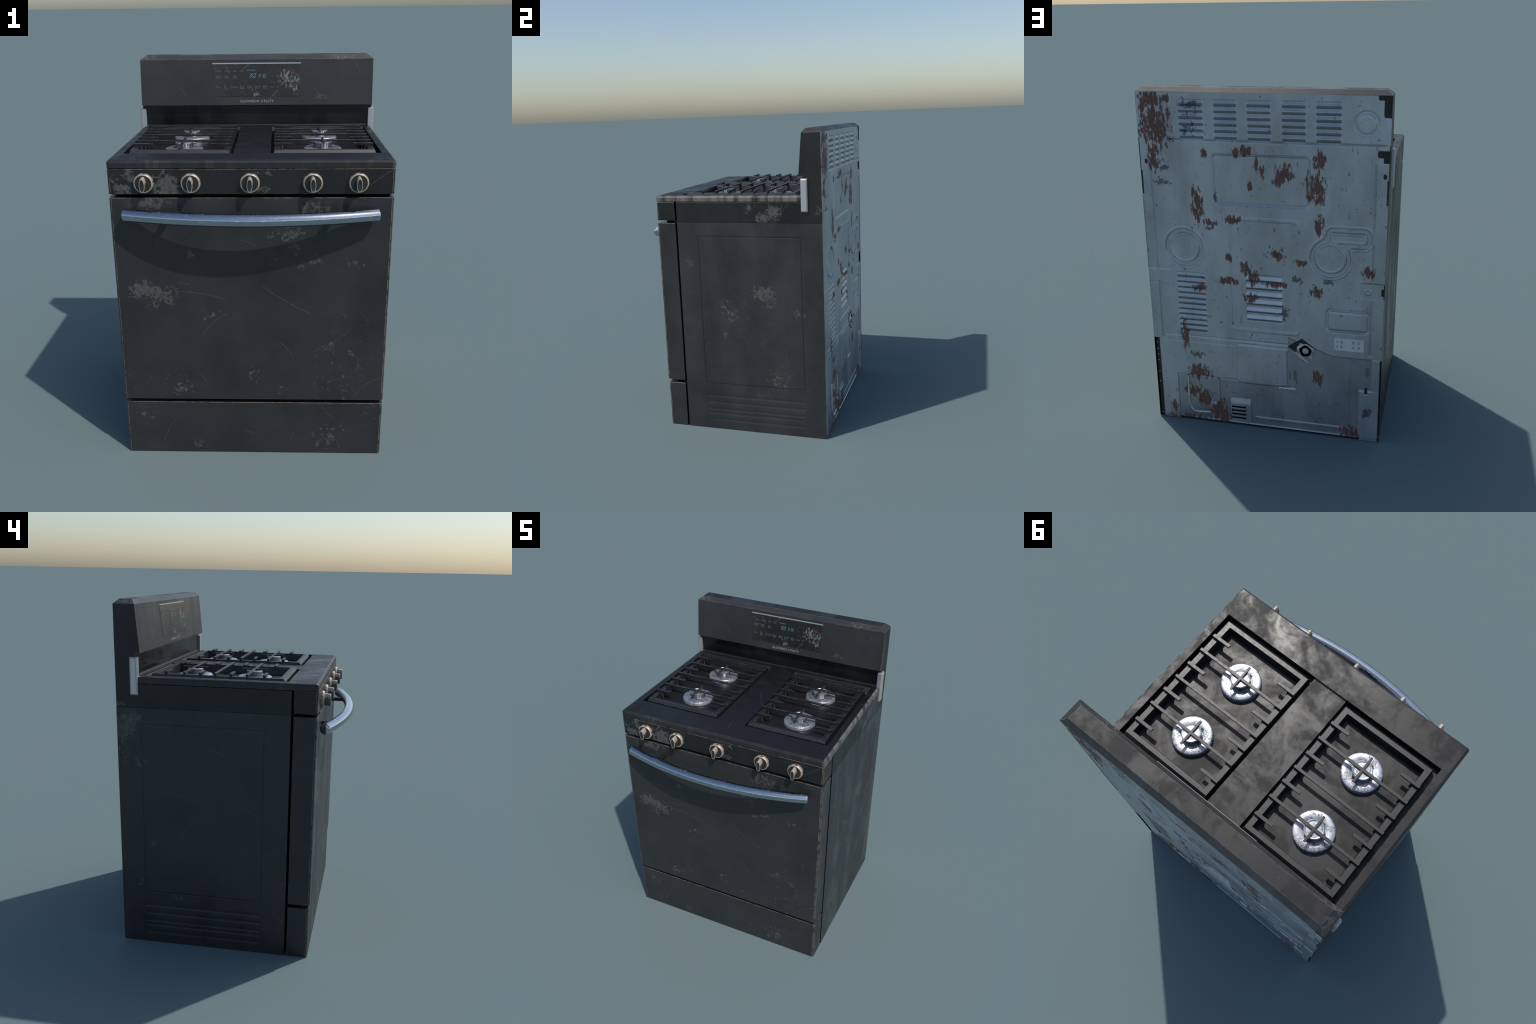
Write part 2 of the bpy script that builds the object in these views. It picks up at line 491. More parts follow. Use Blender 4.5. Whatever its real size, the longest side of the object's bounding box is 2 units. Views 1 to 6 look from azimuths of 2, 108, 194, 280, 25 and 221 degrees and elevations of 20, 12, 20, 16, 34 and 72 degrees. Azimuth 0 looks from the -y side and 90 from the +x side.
# little bridging blocks where the horizontal and vertical gaps cross
for sx in (-1, 1):
    for z0, z1 in ((1.414, 1.432), (0.305, 0.325)):
        x0, x1 = sorted((sx * (HW - 0.035), sx * (HW - 0.0015)))
        bm_box(bm, x0, x1, Y_BODY - 0.017, Y_BODY + 0.01, z0, z1)
cabinet = from_bm(bm, 'cabinet', [M_GAP], root)


def side_height(inset):
    """Faint pressed outline plus four pressed louvre bands near the floor."""
    def groove(d, w):
        return np.clip(1.0 - np.abs(d) / w, 0, 1)

    def h(y, z):
        out = np.zeros_like(y)
        y0, y1, z0, z1 = inset
        iny = (y > y0 - 0.006) & (y < y1 + 0.006)
        inz = (z > z0 - 0.006) & (z < z1 + 0.006)
        for d, m in ((y - y0, inz), (y - y1, inz), (z - z0, iny), (z - z1, iny)):
            out = np.where(m, np.minimum(out, -0.0010 * groove(d, 0.006)), out)
        ins = (y > y0 - 1e-4) & (y < y1 + 1e-4)
        for zc in LOUVRES:
            out = np.where(ins & (np.abs(z - zc) < 0.0121), np.minimum(out, -0.0012 * np.clip((0.012 - np.abs(z - zc)) / 0.003, 0, 1)), out)
        return out
    return h


LOUVRES = [0.238, 0.190, 0.140, 0.112, 0.066]
INSET = (-0.19, 0.497, 0.325, 1.33)


def lines_for(inset):
    y0, y1, z0, z1 = inset
    ys, zs = [Y_BODY, Y_BACK], [0.0, Z_BAND - 0.001]
    for c in (y0, y1):
        ys += [c - 0.0062, c - 0.006, c - 0.003, c, c + 0.003, c + 0.006, c + 0.0062]
    ys += [y0 - 0.0002, y1 + 0.0002]
    for c in (z0, z1):
        zs += [c - 0.0062, c - 0.006, c - 0.003, c, c + 0.003, c + 0.006, c + 0.0062]
    for c in LOUVRES:
        zs += [c - 0.0122, c - 0.012, c - 0.009, c + 0.009, c + 0.012, c + 0.0122]
    ys += list(np.linspace(Y_BODY, Y_BACK, 12))
    zs += list(np.linspace(0, Z_BAND - 0.001, 16))
    return np.unique(np.round(ys, 5)), np.unique(np.round(zs, 5))


M_SEAM_SHADE = enamel('seam_shade_enamel', (0.0125, 0.013, 0.0135), 1, speck=0.74)  # groove shading of the outline put into a darker enamel


def seam_slot(y, z):
    """Slot of the darker enamel that paints groove shade along the outline."""
    y0, y1, z0, z1 = INSET
    iny, inz = (y > y0 - 0.004) & (y < y1 + 0.004), (z > z0 - 0.004) & (z < z1 + 0.004)
    m = (inz & ((np.abs(y - y0) < 0.004) | (np.abs(y - y1) < 0.004))) | (iny & ((np.abs(z - z0) < 0.004) | (np.abs(z - z1) < 0.004)))
    return m.astype(float)


for sx, mat, up in ((1, M_RIGHT, M_RIGHTUP), (-1, M_LEFT, M_LEFTUP)):
    ys, zs = lines_for(INSET)
    if sx < 0:
        ys = ys[::-1]
    grid_sheet('side_panel', ys, zs, side_height(INSET),
               lambda U, V, H, s=sx: np.stack([s * (HW + H), U, V], -1),
               [mat, M_SEAM_SHADE], seam_slot, root)
    bm = bmesh.new()
    x0, x1 = sorted((sx * (HW - 0.01), sx * (HW - 0.0003)))
    bm_box(bm, x0, x1, Y_BODY, Y_BACK - 0.0005, Z_BAND, Z_TOPB - 0.003)
    edge_wear(bm, 0.001, 1)
    from_bm(bm, 'upper_side_panel', [up, M_EDGE_FAINT], root)

# ----------------------------------------------------------------------------
# front: control panel, oven door, storage drawer
# ----------------------------------------------------------------------------

def front_block(name, z0, z1, mat, yf, chamfer=0.010):
    bm = bmesh.new()
    bm_box(bm, -HW + 0.001, HW - 0.001, yf, Y_BODY - 0.014, z0, z1)
    bmesh.ops.recalc_face_normals(bm, faces=bm.faces)
    es = [e for e in bm.edges if all(abs(v.co.y - yf) < 1e-5 for v in e.verts)
          and abs(e.verts[0].co.x - e.verts[1].co.x) < 1e-5]
    bmesh.ops.bevel(bm, geom=es, offset=chamfer, segments=2, profile=0.5, affect='EDGES')
    edge_wear(bm, 0.0013, 1, deg=20)
    return from_bm(bm, name, [mat, M_EDGE], root)


control_panel = front_block('control_panel', 1.4325, 1.5525, M_PANEL, Y_DOOR)
door = front_block('oven_door', 0.328, 1.4145, M_DOOR, Y_DOOR)
drawer = front_block('storage_drawer', 0.0, 0.3055, M_DOOR, Y_FRONT)

# ----------------------------------------------------------------------------
# door handle: a round bar bowed outwards
# ----------------------------------------------------------------------------
R_H = 0.031
HALF, Y_END, Y_APEX = 0.600, -0.507, -0.606
sag = Y_END - Y_APEX
R_ARC = (HALF ** 2 + sag ** 2) / (2 * sag)
th = math.asin(HALF / R_ARC)
bm = bmesh.new()
seg, sides = 40, 24
rings = []
stations = [(-1.0, 0.62), (-0.996, 0.86), (-0.989, 1.0)] + [(-0.985 + 1.97 * k / seg, 1.0) for k in range(seg + 1)] \
    + [(0.989, 1.0), (0.996, 0.86), (1.0, 0.62)]
for t, k in stations:
    a = t * th
    cx, cy = R_ARC * math.sin(a), Y_APEX + R_ARC * (1 - math.cos(a))
    nrm = Vector((math.sin(a), -math.cos(a), 0))
    rings.append([bm.verts.new((cx + nrm.x * R_H * k * math.cos(b), cy + nrm.y * R_H * k * math.cos(b), 1.342 + R_H * k * math.sin(b)))
                  for b in (2 * math.pi * q / sides for q in range(sides))])
for i in range(len(rings) - 1):
    for q in range(sides):
        bm.faces.new((rings[i][q], rings[i][(q + 1) % sides], rings[i + 1][(q + 1) % sides], rings[i + 1][q]))
bm.faces.new(rings[0])
bm.faces.new(rings[-1])
handle = from_bm(bm, 'door_handle', [M_HANDLE], root, 45)
for x in (-0.392, 0.388):
    bm = bmesh.new()
    bm_box(bm, x - 0.0135, x + 0.0135, -0.585, Y_DOOR + 0.003, 1.323, 1.346)
    edge_wear(bm, 0.0012, 1)
    from_bm(bm, 'handle_bracket', [M_IRON, M_EDGE_FAINT], handle)

# ----------------------------------------------------------------------------
# knobs (shared meshes)
# ----------------------------------------------------------------------------
KNOB_Z, KNOB_X = 1.487, (-0.502, -0.2805, -0.003, 0.290, 0.503)
prof = [(0.0445, 0.0), (0.0475, 0.003), (0.048, 0.009), (0.0475, 0.015), (0.045, 0.020), (0.0412, 0.0228),
        (0.0392, 0.0222), (0.0385, 0.0205), (0.012, 0.0205)]
knob0 = lathe('knob', prof, 48, [M_KNOB, M_KNOBFACE, M_KNOBRIM],
              lambda i: 0 if i < 4 else (2 if i < 6 else 1), root, axis='y', smooth=40)
# grip: an upright oval fin that tapers slightly towards its face
bm = bmesh.new()
rings = []
for (hx, hz, d, zc) in ((0.0142, 0.0345, 0.019, 0.0), (0.0138, 0.0335, 0.046, -0.0015), (0.0134, 0.033, 0.0552, -0.002),
                        (0.0120, 0.0305, 0.0566, -0.002), (0.0106, 0.0285, 0.0560, -0.002)):
    ring = []
    for k in range(32):
        a = 2 * math.pi * k / 32
        c, s = math.cos(a), math.sin(a)
        px = hx * math.copysign(abs(c) ** 0.9, c)
        pz = hz * math.copysign(abs(s) ** 1.0, s)
        ring.append(bm.verts.new((px, -d, pz + zc)))
    rings.append(ring)
for i in range(len(rings) - 1):
    for k in range(32):
        f = bm.faces.new((rings[i][k], rings[i][(k + 1) % 32], rings[i + 1][(k + 1) % 32], rings[i + 1][k]))
        f.material_index = 0 if i < 2 else 1
f = bm.faces.new(rings[-1])
f.material_index = 2
grip0 = from_bm(bm, 'knob_grip', [M_GRIP, M_KNOBRIM, M_KNOBFACE], knob0, 50)
for k, x in enumerate(KNOB_X):
    kn = knob0 if k == 0 else knob0.copy()
    gr = grip0 if k == 0 else grip0.copy()
    if k:
        COL.objects.link(kn)
        COL.objects.link(gr)
        kn.parent = root
    kn.location = (x, Y_DOOR + 0.002, KNOB_Z)
    kn.rotation_euler = (0, random.uniform(-0.04, 0.04), 0)
    gr.parent = kn

# ----------------------------------------------------------------------------
# cooktop: rounded slab with two sunken wells and a centre strip
# ----------------------------------------------------------------------------
WX0, WX1, WY0, WY1 = 0.0925, 0.6265, -0.311, 0.487
bm = bmesh.new()
YB = 0.523
xs = [-HW, -WX1, -WX0, WX0, WX1, HW]
ysl = [Y_DOOR, WY0, -0.303, WY1, YB]
def ztop(i, j):
    # centre strip lies a little lower than the surround
    return Z_TOP - 0.006 if i in (2, 3) and j in (2,) else Z_TOP
verts = {}
for i, x in enumerate(xs):
    for j, y in enumerate(ysl):
        verts[i, j] = bm.verts.new((x, y, ztop(i, j)))
for i in range(5):
    for j in range(4):
        if i in (1, 3) and j in (1, 2):
            continue
        bm.faces.new((verts[i, j], verts[i + 1, j], verts[i + 1, j + 1], verts[i, j + 1]))
bm.faces.ensure_lookup_table()
ret = bmesh.ops.extrude_face_region(bm, geom=list(bm.faces))
for v in [q for q in ret['geom'] if isinstance(q, bmesh.types.BMVert)]:
    v.co.z = Z_TOPB
bmesh.ops.recalc_face_normals(bm, faces=bm.faces)

def outer(e):
    a, b = e.verts
    top = a.co.z > Z_TOP - 0.001 and b.co.z > Z_TOP - 0.001
    fr = abs(a.co.y - Y_DOOR) < 1e-5 and abs(b.co.y - Y_DOOR) < 1e-5
    sd = abs(abs(a.co.x) - HW) < 1e-5 and abs(abs(b.co.x) - HW) < 1e-5 and a.co.x * b.co.x > 0
    vert = abs(a.co.z - b.co.z) > 0.01 and abs(a.co.y - Y_DOOR) < 1e-5 and abs(abs(a.co.x) - HW) < 1e-5
    return (top and (fr or sd)) or vert
bmesh.ops.bevel(bm, geom=[e for e in bm.edges if outer(e)], offset=0.0125, segments=2, profile=0.5,
                affect='EDGES', material=1)
for f in bm.faces:
    c = f.calc_center_median()
    if c.z < Z_TOP - 0.002 and (abs(f.normal.x) > 0.3 or f.normal.y < -0.3) and (abs(c.x) > HW - 0.02 or c.y < Y_DOOR + 0.02):
        f.material_index = 1
edge_wear(bm, 0.0012, 2, deg=60, keep=lambda e: all(abs(v.co.z - Z_TOPB) < 1e-4 for v in e.verts))
cooktop = from_bm(bm, 'cooktop', [M_COOK, M_RIM, M_EDGE], root)

Z_FLOOR = 1.5545
for s in (-1, 1):
    bm = bmesh.new()
    x0, x1 = sorted((s * (WX0 - 0.006), s * (WX1 + 0.006)))
    bm_box(bm, x0, x1, WY0 - 0.006, WY1 + 0.006, 1.537, Z_FLOOR)
    # the tray sweeps up to the cooktop behind the grate
    prism(bm, [(WY1 + 0.004, Z_FLOOR - 0.004), (WY1 - 0.036, Z_FLOOR - 0.004), (WY1 - 0.036, Z_FLOOR + 0.001), (WY1 - 0.001, Z_TOP - 0.0025), (WY1 + 0.004, Z_TOP - 0.0025)], x0, x1)
    from_bm(bm, 'burner_tray', [M_TRAY], cooktop)

# ----------------------------------------------------------------------------
# grates: bevelled rectangular frame with fingers standing on it
# ----------------------------------------------------------------------------
GX0, GX1, GY0, GY1 = -0.2475, 0.2475, -0.3745, 0.3745   # about the grate centre
GCX, GCY = 0.3545, 0.0855
Z_FR, Z_FG = 1.603, 1.6185

# loops around the frame as (inset from outer outline, z)
LOOPS = [(0.000, Z_FLOOR + 0.002), (0.000, 1.588), (0.0115, Z_FR), (0.033, Z_FR), (0.042, Z_FLOOR + 0.002)]

def grate_mesh():
    bm = bmesh.new()
    rings = []
    for ins, z in LOOPS:
        # the two long side rails are slimmer than the front and rear ones
        sx = ins * 0.93 if ins > 0.02 else ins * 0.35
        rings.append([bm.verts.new((x, y, z - Z_FR)) for x, y in
                      ((GX0 + sx, GY0 + ins), (GX1 - sx, GY0 + ins), (GX1 - sx, GY1 - ins), (GX0 + sx, GY1 - ins))])
    n = len(rings)
    for i in range(n):
        a, b = rings[i], rings[(i + 1) % n]
        for k in range(4):
            bm.faces.new((a[k], a[(k + 1) % 4], b[(k + 1) % 4], b[k]))
    edge_wear(bm, 0.0006, 1, deg=30, keep=lambda e: max(v.co.z for v in e.verts) > -0.02)
    return bm

grate0 = from_bm(grate_mesh(), 'grate', [M_IRON, M_IRON_EDGE], root)


def finger_mesh(x_in, width, both):
    """Flat bar from the rail (x = GX1) inwards with a foot down the rail's inner face."""
    bm = bmesh.new()
    hgt, top = 0.0105, Z_FG - Z_FR
    x_end = GX0 + 0.0005 if both else x_in
    bm_box(bm, x_end, GX1 - 0.0005, -width / 2, width / 2, top - hgt, top)
    for s in ((1, -1) if both else (1,)):
        foot = [(GX1 - 0.0015, top - hgt + 0.0005), (GX1 - 0.0015, -0.006), (GX1 - 0.028, -0.006), (GX1 - 0.040, -0.044),
                (GX1 - 0.047, -0.044), (GX1 - 0.040, top - hgt + 0.0005)]
        w = width / 2 - 0.0015
        a = [bm.verts.new((s * x, -w, z)) for x, z in foot]
        b = [bm.verts.new((s * x, w, z)) for x, z in foot]
        k = len(foot)
        bm.faces.new(a)
        bm.faces.new(list(reversed(b)))
        for i in range(k):
            bm.faces.new((a[i], b[i], b[(i + 1) % k], a[(i + 1) % k]))
    edge_wear(bm, 0.0009, 1, deg=40, keep=lambda e: max(v.co.z for v in e.verts) > top - hgt - 0.003)
    return bm


long0 = from_bm(finger_mesh(0, 0.0145, True), 'grate_finger', [M_IRON, M_IRON_EDGE], grate0)
short0 = from_bm(finger_mesh(GX1 - 0.101, 0.0165, False), 'short_grate_finger', [M_IRON, M_IRON_EDGE], grate0)
bm = bmesh.new()
bm_box(bm, -0.0057, 0.0057, -0.0715, 0.0715, Z_FG - Z_FR - 0.010, Z_FG - Z_FR + 0.0006)
edge_wear(bm, 0.0009, 1, deg=40)
cross0 = from_bm(bm, 'grate_crossbar', [M_IRON, M_IRON_EDGE], grate0)
LONG_Y = (-0.0795, 0.0965, 0.2695)
SHORT_Y = (-0.173, 0.0105, 0.1795, 0.3705)
BURN_Y = (-0.0795, 0.2675)
used = set()

def place(o, parent, loc, rot=0.0):
    q = o if o.name not in used else o.copy()
    if o.name in used:
        COL.objects.link(q)
    else:
        used.add(o.name)
    q.parent = parent
    q.location = loc
    q.rotation_euler = (0, 0, rot)
    return q

for s in (-1, 1):
    gr = place(grate0, root, (s * GCX, GCY, Z_FR))
    for y in LONG_Y:
        place(long0, gr, (0, y - GCY, 0))
    for y in SHORT_Y:
        place(short0, gr, (0, y - GCY, 0))
        place(short0, gr, (0, y - GCY, 0), math.pi)
    for y in BURN_Y:
        place(cross0, gr, (s * 0.002, y - GCY, 0))

# ----------------------------------------------------------------------------
# burners
# ----------------------------------------------------------------------------
base_prof = [(0.0965, 0.0), (0.0982, 0.002), (0.0962, 0.0195), (0.0940, 0.0222), (0.0900, 0.0235), (0.0725, 0.0250), (0.0700, 0.0246),
             (0.0560, 0.0256), (0.0520, 0.0240), (0.040, 0.0240)]
burn0 = lathe('burner', base_prof, 72, [M_BURNER_SIDE, M_BURNER], lambda i: 0 if i < 2 else 1, root, smooth=40,
              ripple=lambda r, h, k: r * (1 + (0.004 if k % 3 == 0 and h < 0.024 else 0.0)))
cap_prof = [(0.0455, 0.0), (0.0462, 0.002), (0.0466, 0.0245), (0.0476, 0.0265), (0.0470, 0.0305), (0.0430, 0.0325), (0.0385, 0.0318),
            (0.0370, 0.0298), (0.012, 0.0302)]
cap0 = lathe('burner_cap', cap_prof, 72, [M_CAPSIDE, M_CAP], lambda i: 0 if i < 3 else 1, burn0, smooth=35,
             ripple=lambda r, h, k: r * (0.972 if k % 4 == 0 and 0.001 < h < 0.025 and r > 0.044 else 1.0))
cap0.location = (0, 0, 0.0238)
k = 0
for s in (-1, 1):
    for y in BURN_Y:
        b = burn0 if k == 0 else burn0.copy()
        c = cap0 if k == 0 else cap0.copy()
        if k:
            COL.objects.link(b)
            COL.objects.link(c)
            b.parent = root
        c.parent = b
        b.location = (s * 0.3565, y, Z_FLOOR)
        b.rotation_euler = (0, 0, (0.0, 0.5, 0.9, 1.6)[k])
        k += 1

# ----------------------------------------------------------------------------
# backguard
# ----------------------------------------------------------------------------
Z_LIP, Z_SH, Z_PK = 1.718, 1.9755, 2.0
Y_LIP, Y_SH = 0.4935, 0.517
bm = bmesh.new()
prof_low = [(0.519, Z_TOP - 0.045), (0.5205, Z_LIP), (Y_LIP, Z_LIP), (Y_SH, Z_SH), (Y_BACK - 0.0008, Z_SH), (Y_BACK - 0.0008, Z_SH - 0.0012), (0.612, Z_SH - 0.0012), (0.612, Z_TOP - 0.045)]
a = [bm.verts.new((-HW, y, z)) for y, z in prof_low]
b = [bm.verts.new((HW, y, z)) for y, z in prof_low]
n = len(prof_low)
for i in range(n):
    if i == 3:
        continue           # open top, closed by the chamfered crown below
    j = (i + 1) % n
    f = bm.faces.new((a[i], b[i], b[j], a[j]))
    f.material_index = {0: 1, 1: 1, 2: 0}.get(i, 2)
for side in (a, b):
    f = bm.faces.new(side)
    f.material_index = 2
cx, cy0, cy1 = HW - 0.033, 0.5375, 0.611
crown = [bm.verts.new(p) for p in ((-cx, cy0, Z_PK), (cx, cy0, Z_PK), (cx, cy1, Z_PK), (-cx, cy1, Z_PK))]
base = [a[3], b[3], b[4], a[4]]
f = bm.faces.new(crown)
f.material_index = 3
for i in range(4):
    j = (i + 1) % 4
    f = bm.faces.new((base[i], base[j], crown[j], crown[i]))
    f.material_index = 5 if i in (2,) else 0
edge_wear(bm, 0.0013, 4, deg=15, keep=lambda e: max(v.co.z for v in e.verts) > 1.70)
backguard = from_bm(bm, 'backguard', [M_GUARD, M_GUARDLOW, M_GUARDSIDE, M_COOK, M_EDGE, M_CROWN], root)
# small cove where the splash face meets the cooktop
bm = bmesh.new()
prism(bm, [(0.5205, Z_TOP - 0.004), (0.5065, Z_TOP - 0.004), (0.5065, Z_TOP + 0.0006), (0.514, Z_TOP + 0.002), (0.518, Z_TOP + 0.005), (0.5205, Z_TOP + 0.010)],
      -0.652, 0.652)
from_bm(bm, 'splash_cove', [M_COOK], backguard)

# steel end brackets hugging the guard
for s in (-1, 1):
    bm = bmesh.new()
    x0, x1 = sorted((s * 0.6545, s * 0.690))
    bm_box(bm, x0, x1, 0.5065, 0.551, 1.491, 1.698)
    bmesh.ops.recalc_face_normals(bm, faces=bm.faces)
    es = [e for e in bm.edges if all(abs(abs(v.co.x) - 0.690) < 1e-5 for v in e.verts)]
    bmesh.ops.bevel(bm, geom=es, offset=0.0065, segments=1, affect='EDGES')
    edge_wear(bm, 0.0022, 1, deg=25)
    from_bm(bm, 'end_bracket', [M_BRACKET, M_BRACKET_EDGE], backguard)

# ---- display -----------------------------------------------------------------

def guard_y(z):
    return Y_LIP + (z - Z_LIP) * (Y_SH - Y_LIP) / (Z_SH - Z_LIP)

UPV = Vector((0, Y_SH - Y_LIP, Z_SH - Z_LIP)).normalized()
NRM = Vector((1, 0, 0)).cross(UPV)

def on_guard(x, z, lift=0.0):
    p = Vector((x, guard_y(z), z)) + NRM * lift
    return Matrix(((1, UPV.x, NRM.x, p.x), (0, UPV.y, NRM.y, p.y), (0, UPV.z, NRM.z, p.z), (0, 0, 0, 1)))

def guard_plate(name, x0, x1, z0, z1, thick, mats, bevel, parent):
    bm = bmesh.new()
    h = (z1 - z0) / UPV.z
    bm_box(bm, x0, x1, 0, h, -0.003, thick)
    if bevel:
        edge_wear(bm, bevel, len(mats) - 1)
    bm.transform(on_guard(0, z0))
    return from_bm(bm, name, mats, parent)

def glass_mat():
    g = Graph('display_glass')
    uv = g.vec(g.xyz()[0], g.xyz()[2])
    f = g.blobs(uv, [(0.175, 1.875, 0.055, 0.05, 0.85), (0.225, 1.855, 0.050, 0.055, 0.7), (0.225, 1.805, 0.03, 0.05, 0.5),
                     (-0.005, 1.785, 0.028, 0.040, 0.6), (0.165, 1.90, 0.02, 0.03, 0.7)])
    n = g.noise(85.0, 6.0, 0.74, stretch=(1.1, 1, 0.5))
    chip = g.ramp(g.m('MULTIPLY_ADD', g.m('POWER', f, 0.7), 0.22, n), 0.645, 0.67)
    s = g.scratches(uv, [(0.077, 1.751, 0.13, 1.807, 0.0), (-0.085, 1.916, 0.013, 1.997, -0.004), (-0.178, 1.944, -0.151, 1.889, 0.0)], 0.0011)
    left_tone = g.ramp(g.xyz()[0], -0.26, -0.10, 0.010, 0.0)  # glass colour slightly lighter towards the left end
    c = g.mix(g.m('MULTIPLY', s, 0.6), g.v('ADD', (0.0150, 0.0158, 0.0158), g.vec(left_tone, left_tone, left_tone)), (0.2, 0.2, 0.2))
    c = g.mix(chip, c, (0.17, 0.17, 0.155))
    return g.set(color=c, rough=g.m('MULTIPLY_ADD', chip, 0.3, g.ramp(g.noise(8.0, 4.0), 0.4, 0.6, 0.17, 0.30)))

M_GLASS = glass_mat()
display = guard_plate('display_panel', -0.2485, 0.2555, 1.766, 1.9465, 0.0012, [M_GLASS, M_EDGE_FAINT], 0.0006, backguard)
M_TRIM = Graph('display_trim_metal').set(color=(0.36, 0.37, 0.385), rough=0.35, metal=0.3)
guard_plate('display_trim', -0.2545, 0.2585, 1.9495, 1.9565, 0.0025, [M_TRIM], 0.0, backguard)

M_PRINT = Graph('printed_grey').set(color=(0.15, 0.153, 0.158), rough=0.5)
M_LOGO = Graph('printed_silver').set(color=(0.32, 0.325, 0.34), rough=0.4)
M_RED = Graph('printed_red').set(color=(0.22, 0.035, 0.03), rough=0.5)
M_BLUE = Graph('lit_blue').set(color=(0.07, 0.20, 0.27), rough=0.4, emit=(0.10, 0.32, 0.42, 1.0), emit_strength=0.15)

def px(x, y):
    """Print layout coordinates of the display: x along the panel, y downwards."""
    return -0.254 + (x - 60) * 0.000247, 1.953 - (y + (x - 1100) * 0.0072 - 195) * 0.0002375

dg = None
def text_bm(bm, s, x, z, size, lift, mat=0, width=None, spacing=1.0, align='CENTER', shear=0.0):
    cu = bpy.data.curves.new('lettering', 'FONT')
    cu.body = s
    cu.size = size
    cu.extrude = 0.0003
    cu.align_x = align
    cu.align_y = 'CENTER'
    cu.resolution_u = 2
    cu.shear = shear
    cu.space_character = spacing
    ob = bpy.data.objects.new('lettering', cu)
    COL.objects.link(ob)
    bpy.context.view_layer.update()
    if width:
        w1 = ob.dimensions.x
        cu.space_character = spacing + 0.5
        bpy.context.view_layer.update()
        w2 = ob.dimensions.x
        cu.space_character = spacing + 0.5 * (width - w1) / max(w2 - w1, 1e-6)
        bpy.context.view_layer.update()
    me = bpy.data.meshes.new_from_object(ob.evaluated_get(bpy.context.evaluated_depsgraph_get()))
    me.transform(on_guard(x, z, lift))
    for p in me.polygons:
        p.material_index = mat
    bm.from_mesh(me)
    bpy.data.objects.remove(ob)
    bpy.data.meshes.remove(me)
    bpy.data.curves.remove(cu)

LIFT = 0.0016
bm = bmesh.new()
for s, x, y in (('o Bake', 200, 380), ('o Roast', 410, 380), ('Bake', 590, 380), ('Broil', 742, 380),
                ('Favorite', 212, 505), ('Cook', 185, 547), ('Keep', 388, 505), ('Warm', 396, 547),
                ('Self', 585, 502), ('Clean', 597, 545),
                ('1', 155, 712), ('Pizza', 190, 757), ('2', 335, 712), ('Slow', 362, 752), ('Cook', 365, 795),
                ('3', 495, 712), ('Dehydrate', 572, 755), ('4', 713, 712), ('Bread', 752, 752), ('Proof', 752, 792),
                ('Temp', 920, 730), ('On/Off', 932, 772), ('Cooking', 1122, 735), ('Time', 1100, 775),
                ('Delay', 1295, 733), ('Start', 1290, 775), ('Clock', 1456, 752)):
    q = px(x, y)
    text_bm(bm, s, q[0], q[1], 0.0108, LIFT)
for k, (x, y) in enumerate(((1455, 377), (1602, 377), (1752, 377), (1455, 502), (1602, 502), (1752, 502), (1455, 627), (1602, 627), (1752, 627), (1600, 752))):
    q = px(x, y)
    text_bm(bm, '1234567890'[k], q[0], q[1], 0.0115, LIFT)
q = px(1950, 748)
text_bm(bm, 'START', q[0], q[1], 0.0105, LIFT)
labels = from_bm(bm, 'control_lettering', [M_PRINT], display)
labels['kind'] = 'stuff'
bm = bmesh.new()
for s, x, y in (('OFF', 1957, 364), ('CLEAR', 1957, 417)):
    q = px(x, y)
    text_bm(bm, s, q[0], q[1], 0.0125, LIFT)
from_bm(bm, 'stop_lettering', [M_RED], display)
bm = bmesh.new()
text_bm(bm, 'GLOWBOX UTILITY', 0.003, 1.7395, 0.0212, 0.0004, width=0.197)
from_bm(bm, 'name_lettering', [M_LOGO], backguard)

# seven-segment clock, slightly slanted
SEGS = {'0': 'abcdef', '1': 'bc', '2': 'abged', '3': 'abgcd', '5': 'afgcd'}
def digit(bm, ch, x, y, w, h, t):
    """x, y: top left in layout units; w, h, t in the same units."""
    bars = {'a': (0, 0, w, 0), 'g': (0, h / 2, w, h / 2), 'd': (0, h, w, h), 'f': (0, 0, 0, h / 2), 'e': (0, h / 2, 0, h),
            'b': (w, 0, w, h / 2), 'c': (w, h / 2, w, h)}
    for c in SEGS[ch]:
        x0, y0, x1, y1 = bars[c]
        hor = y0 == y1
        pad = t * 0.75
        if hor:
            x0, x1, y0, y1 = x0 + pad, x1 - pad, y0 - t / 2, y0 + t / 2
        else:
            y0, y1, x0, x1 = y0 + pad, y1 - pad, x0 - t / 2, x0 + t / 2
        pts = []
        for (u, v) in ((x0, y0), (x1, y0), (x1, y1), (x0, y1)):
            q = px(x + u + (h - v) * 0.10, y + v)
            pts.append(q)
        lo = [bm.verts.new(on_guard(*q, 0.0010) @ Vector((0, 0, 0))) for q in pts]
        hi = [bm.verts.new(on_guard(*q, 0.0019) @ Vector((0, 0, 0))) for q in pts]
        bm.faces.new(hi)
        for i in range(4):
            bm.faces.new((lo[i], lo[(i + 1) % 4], hi[(i + 1) % 4], hi[i]))
bm = bmesh.new()
for ch, x in (('3', 925), ('5', 978), ('0', 1030)):
    digit(bm, ch, x, 437, 38, 98, 13)
for ch, x in (('1', 1118), ('2', 1148), ('3', 1222), ('0', 1270)):
    digit(bm, ch, x, 450, 34, 84, 12)
for (x, y) in ((1212, 475), (1208, 512), (1086, 437)):
    q = px(x, y)
    M4 = on_guard(q[0], q[1], 0.0010)
    f4 = bm_box(bm, -0.0012, 0.0012, -0.0012, 0.0012, 0, 0.0009)
    for v in {v for f in f4 for v in f.verts}:
        v.co = M4 @ v.co
for s, x in (('AUTO', 932), ('BAKE', 1020)):
    q = px(x, 360)
    text_bm(bm, s, q[0], q[1], 0.0098, LIFT)
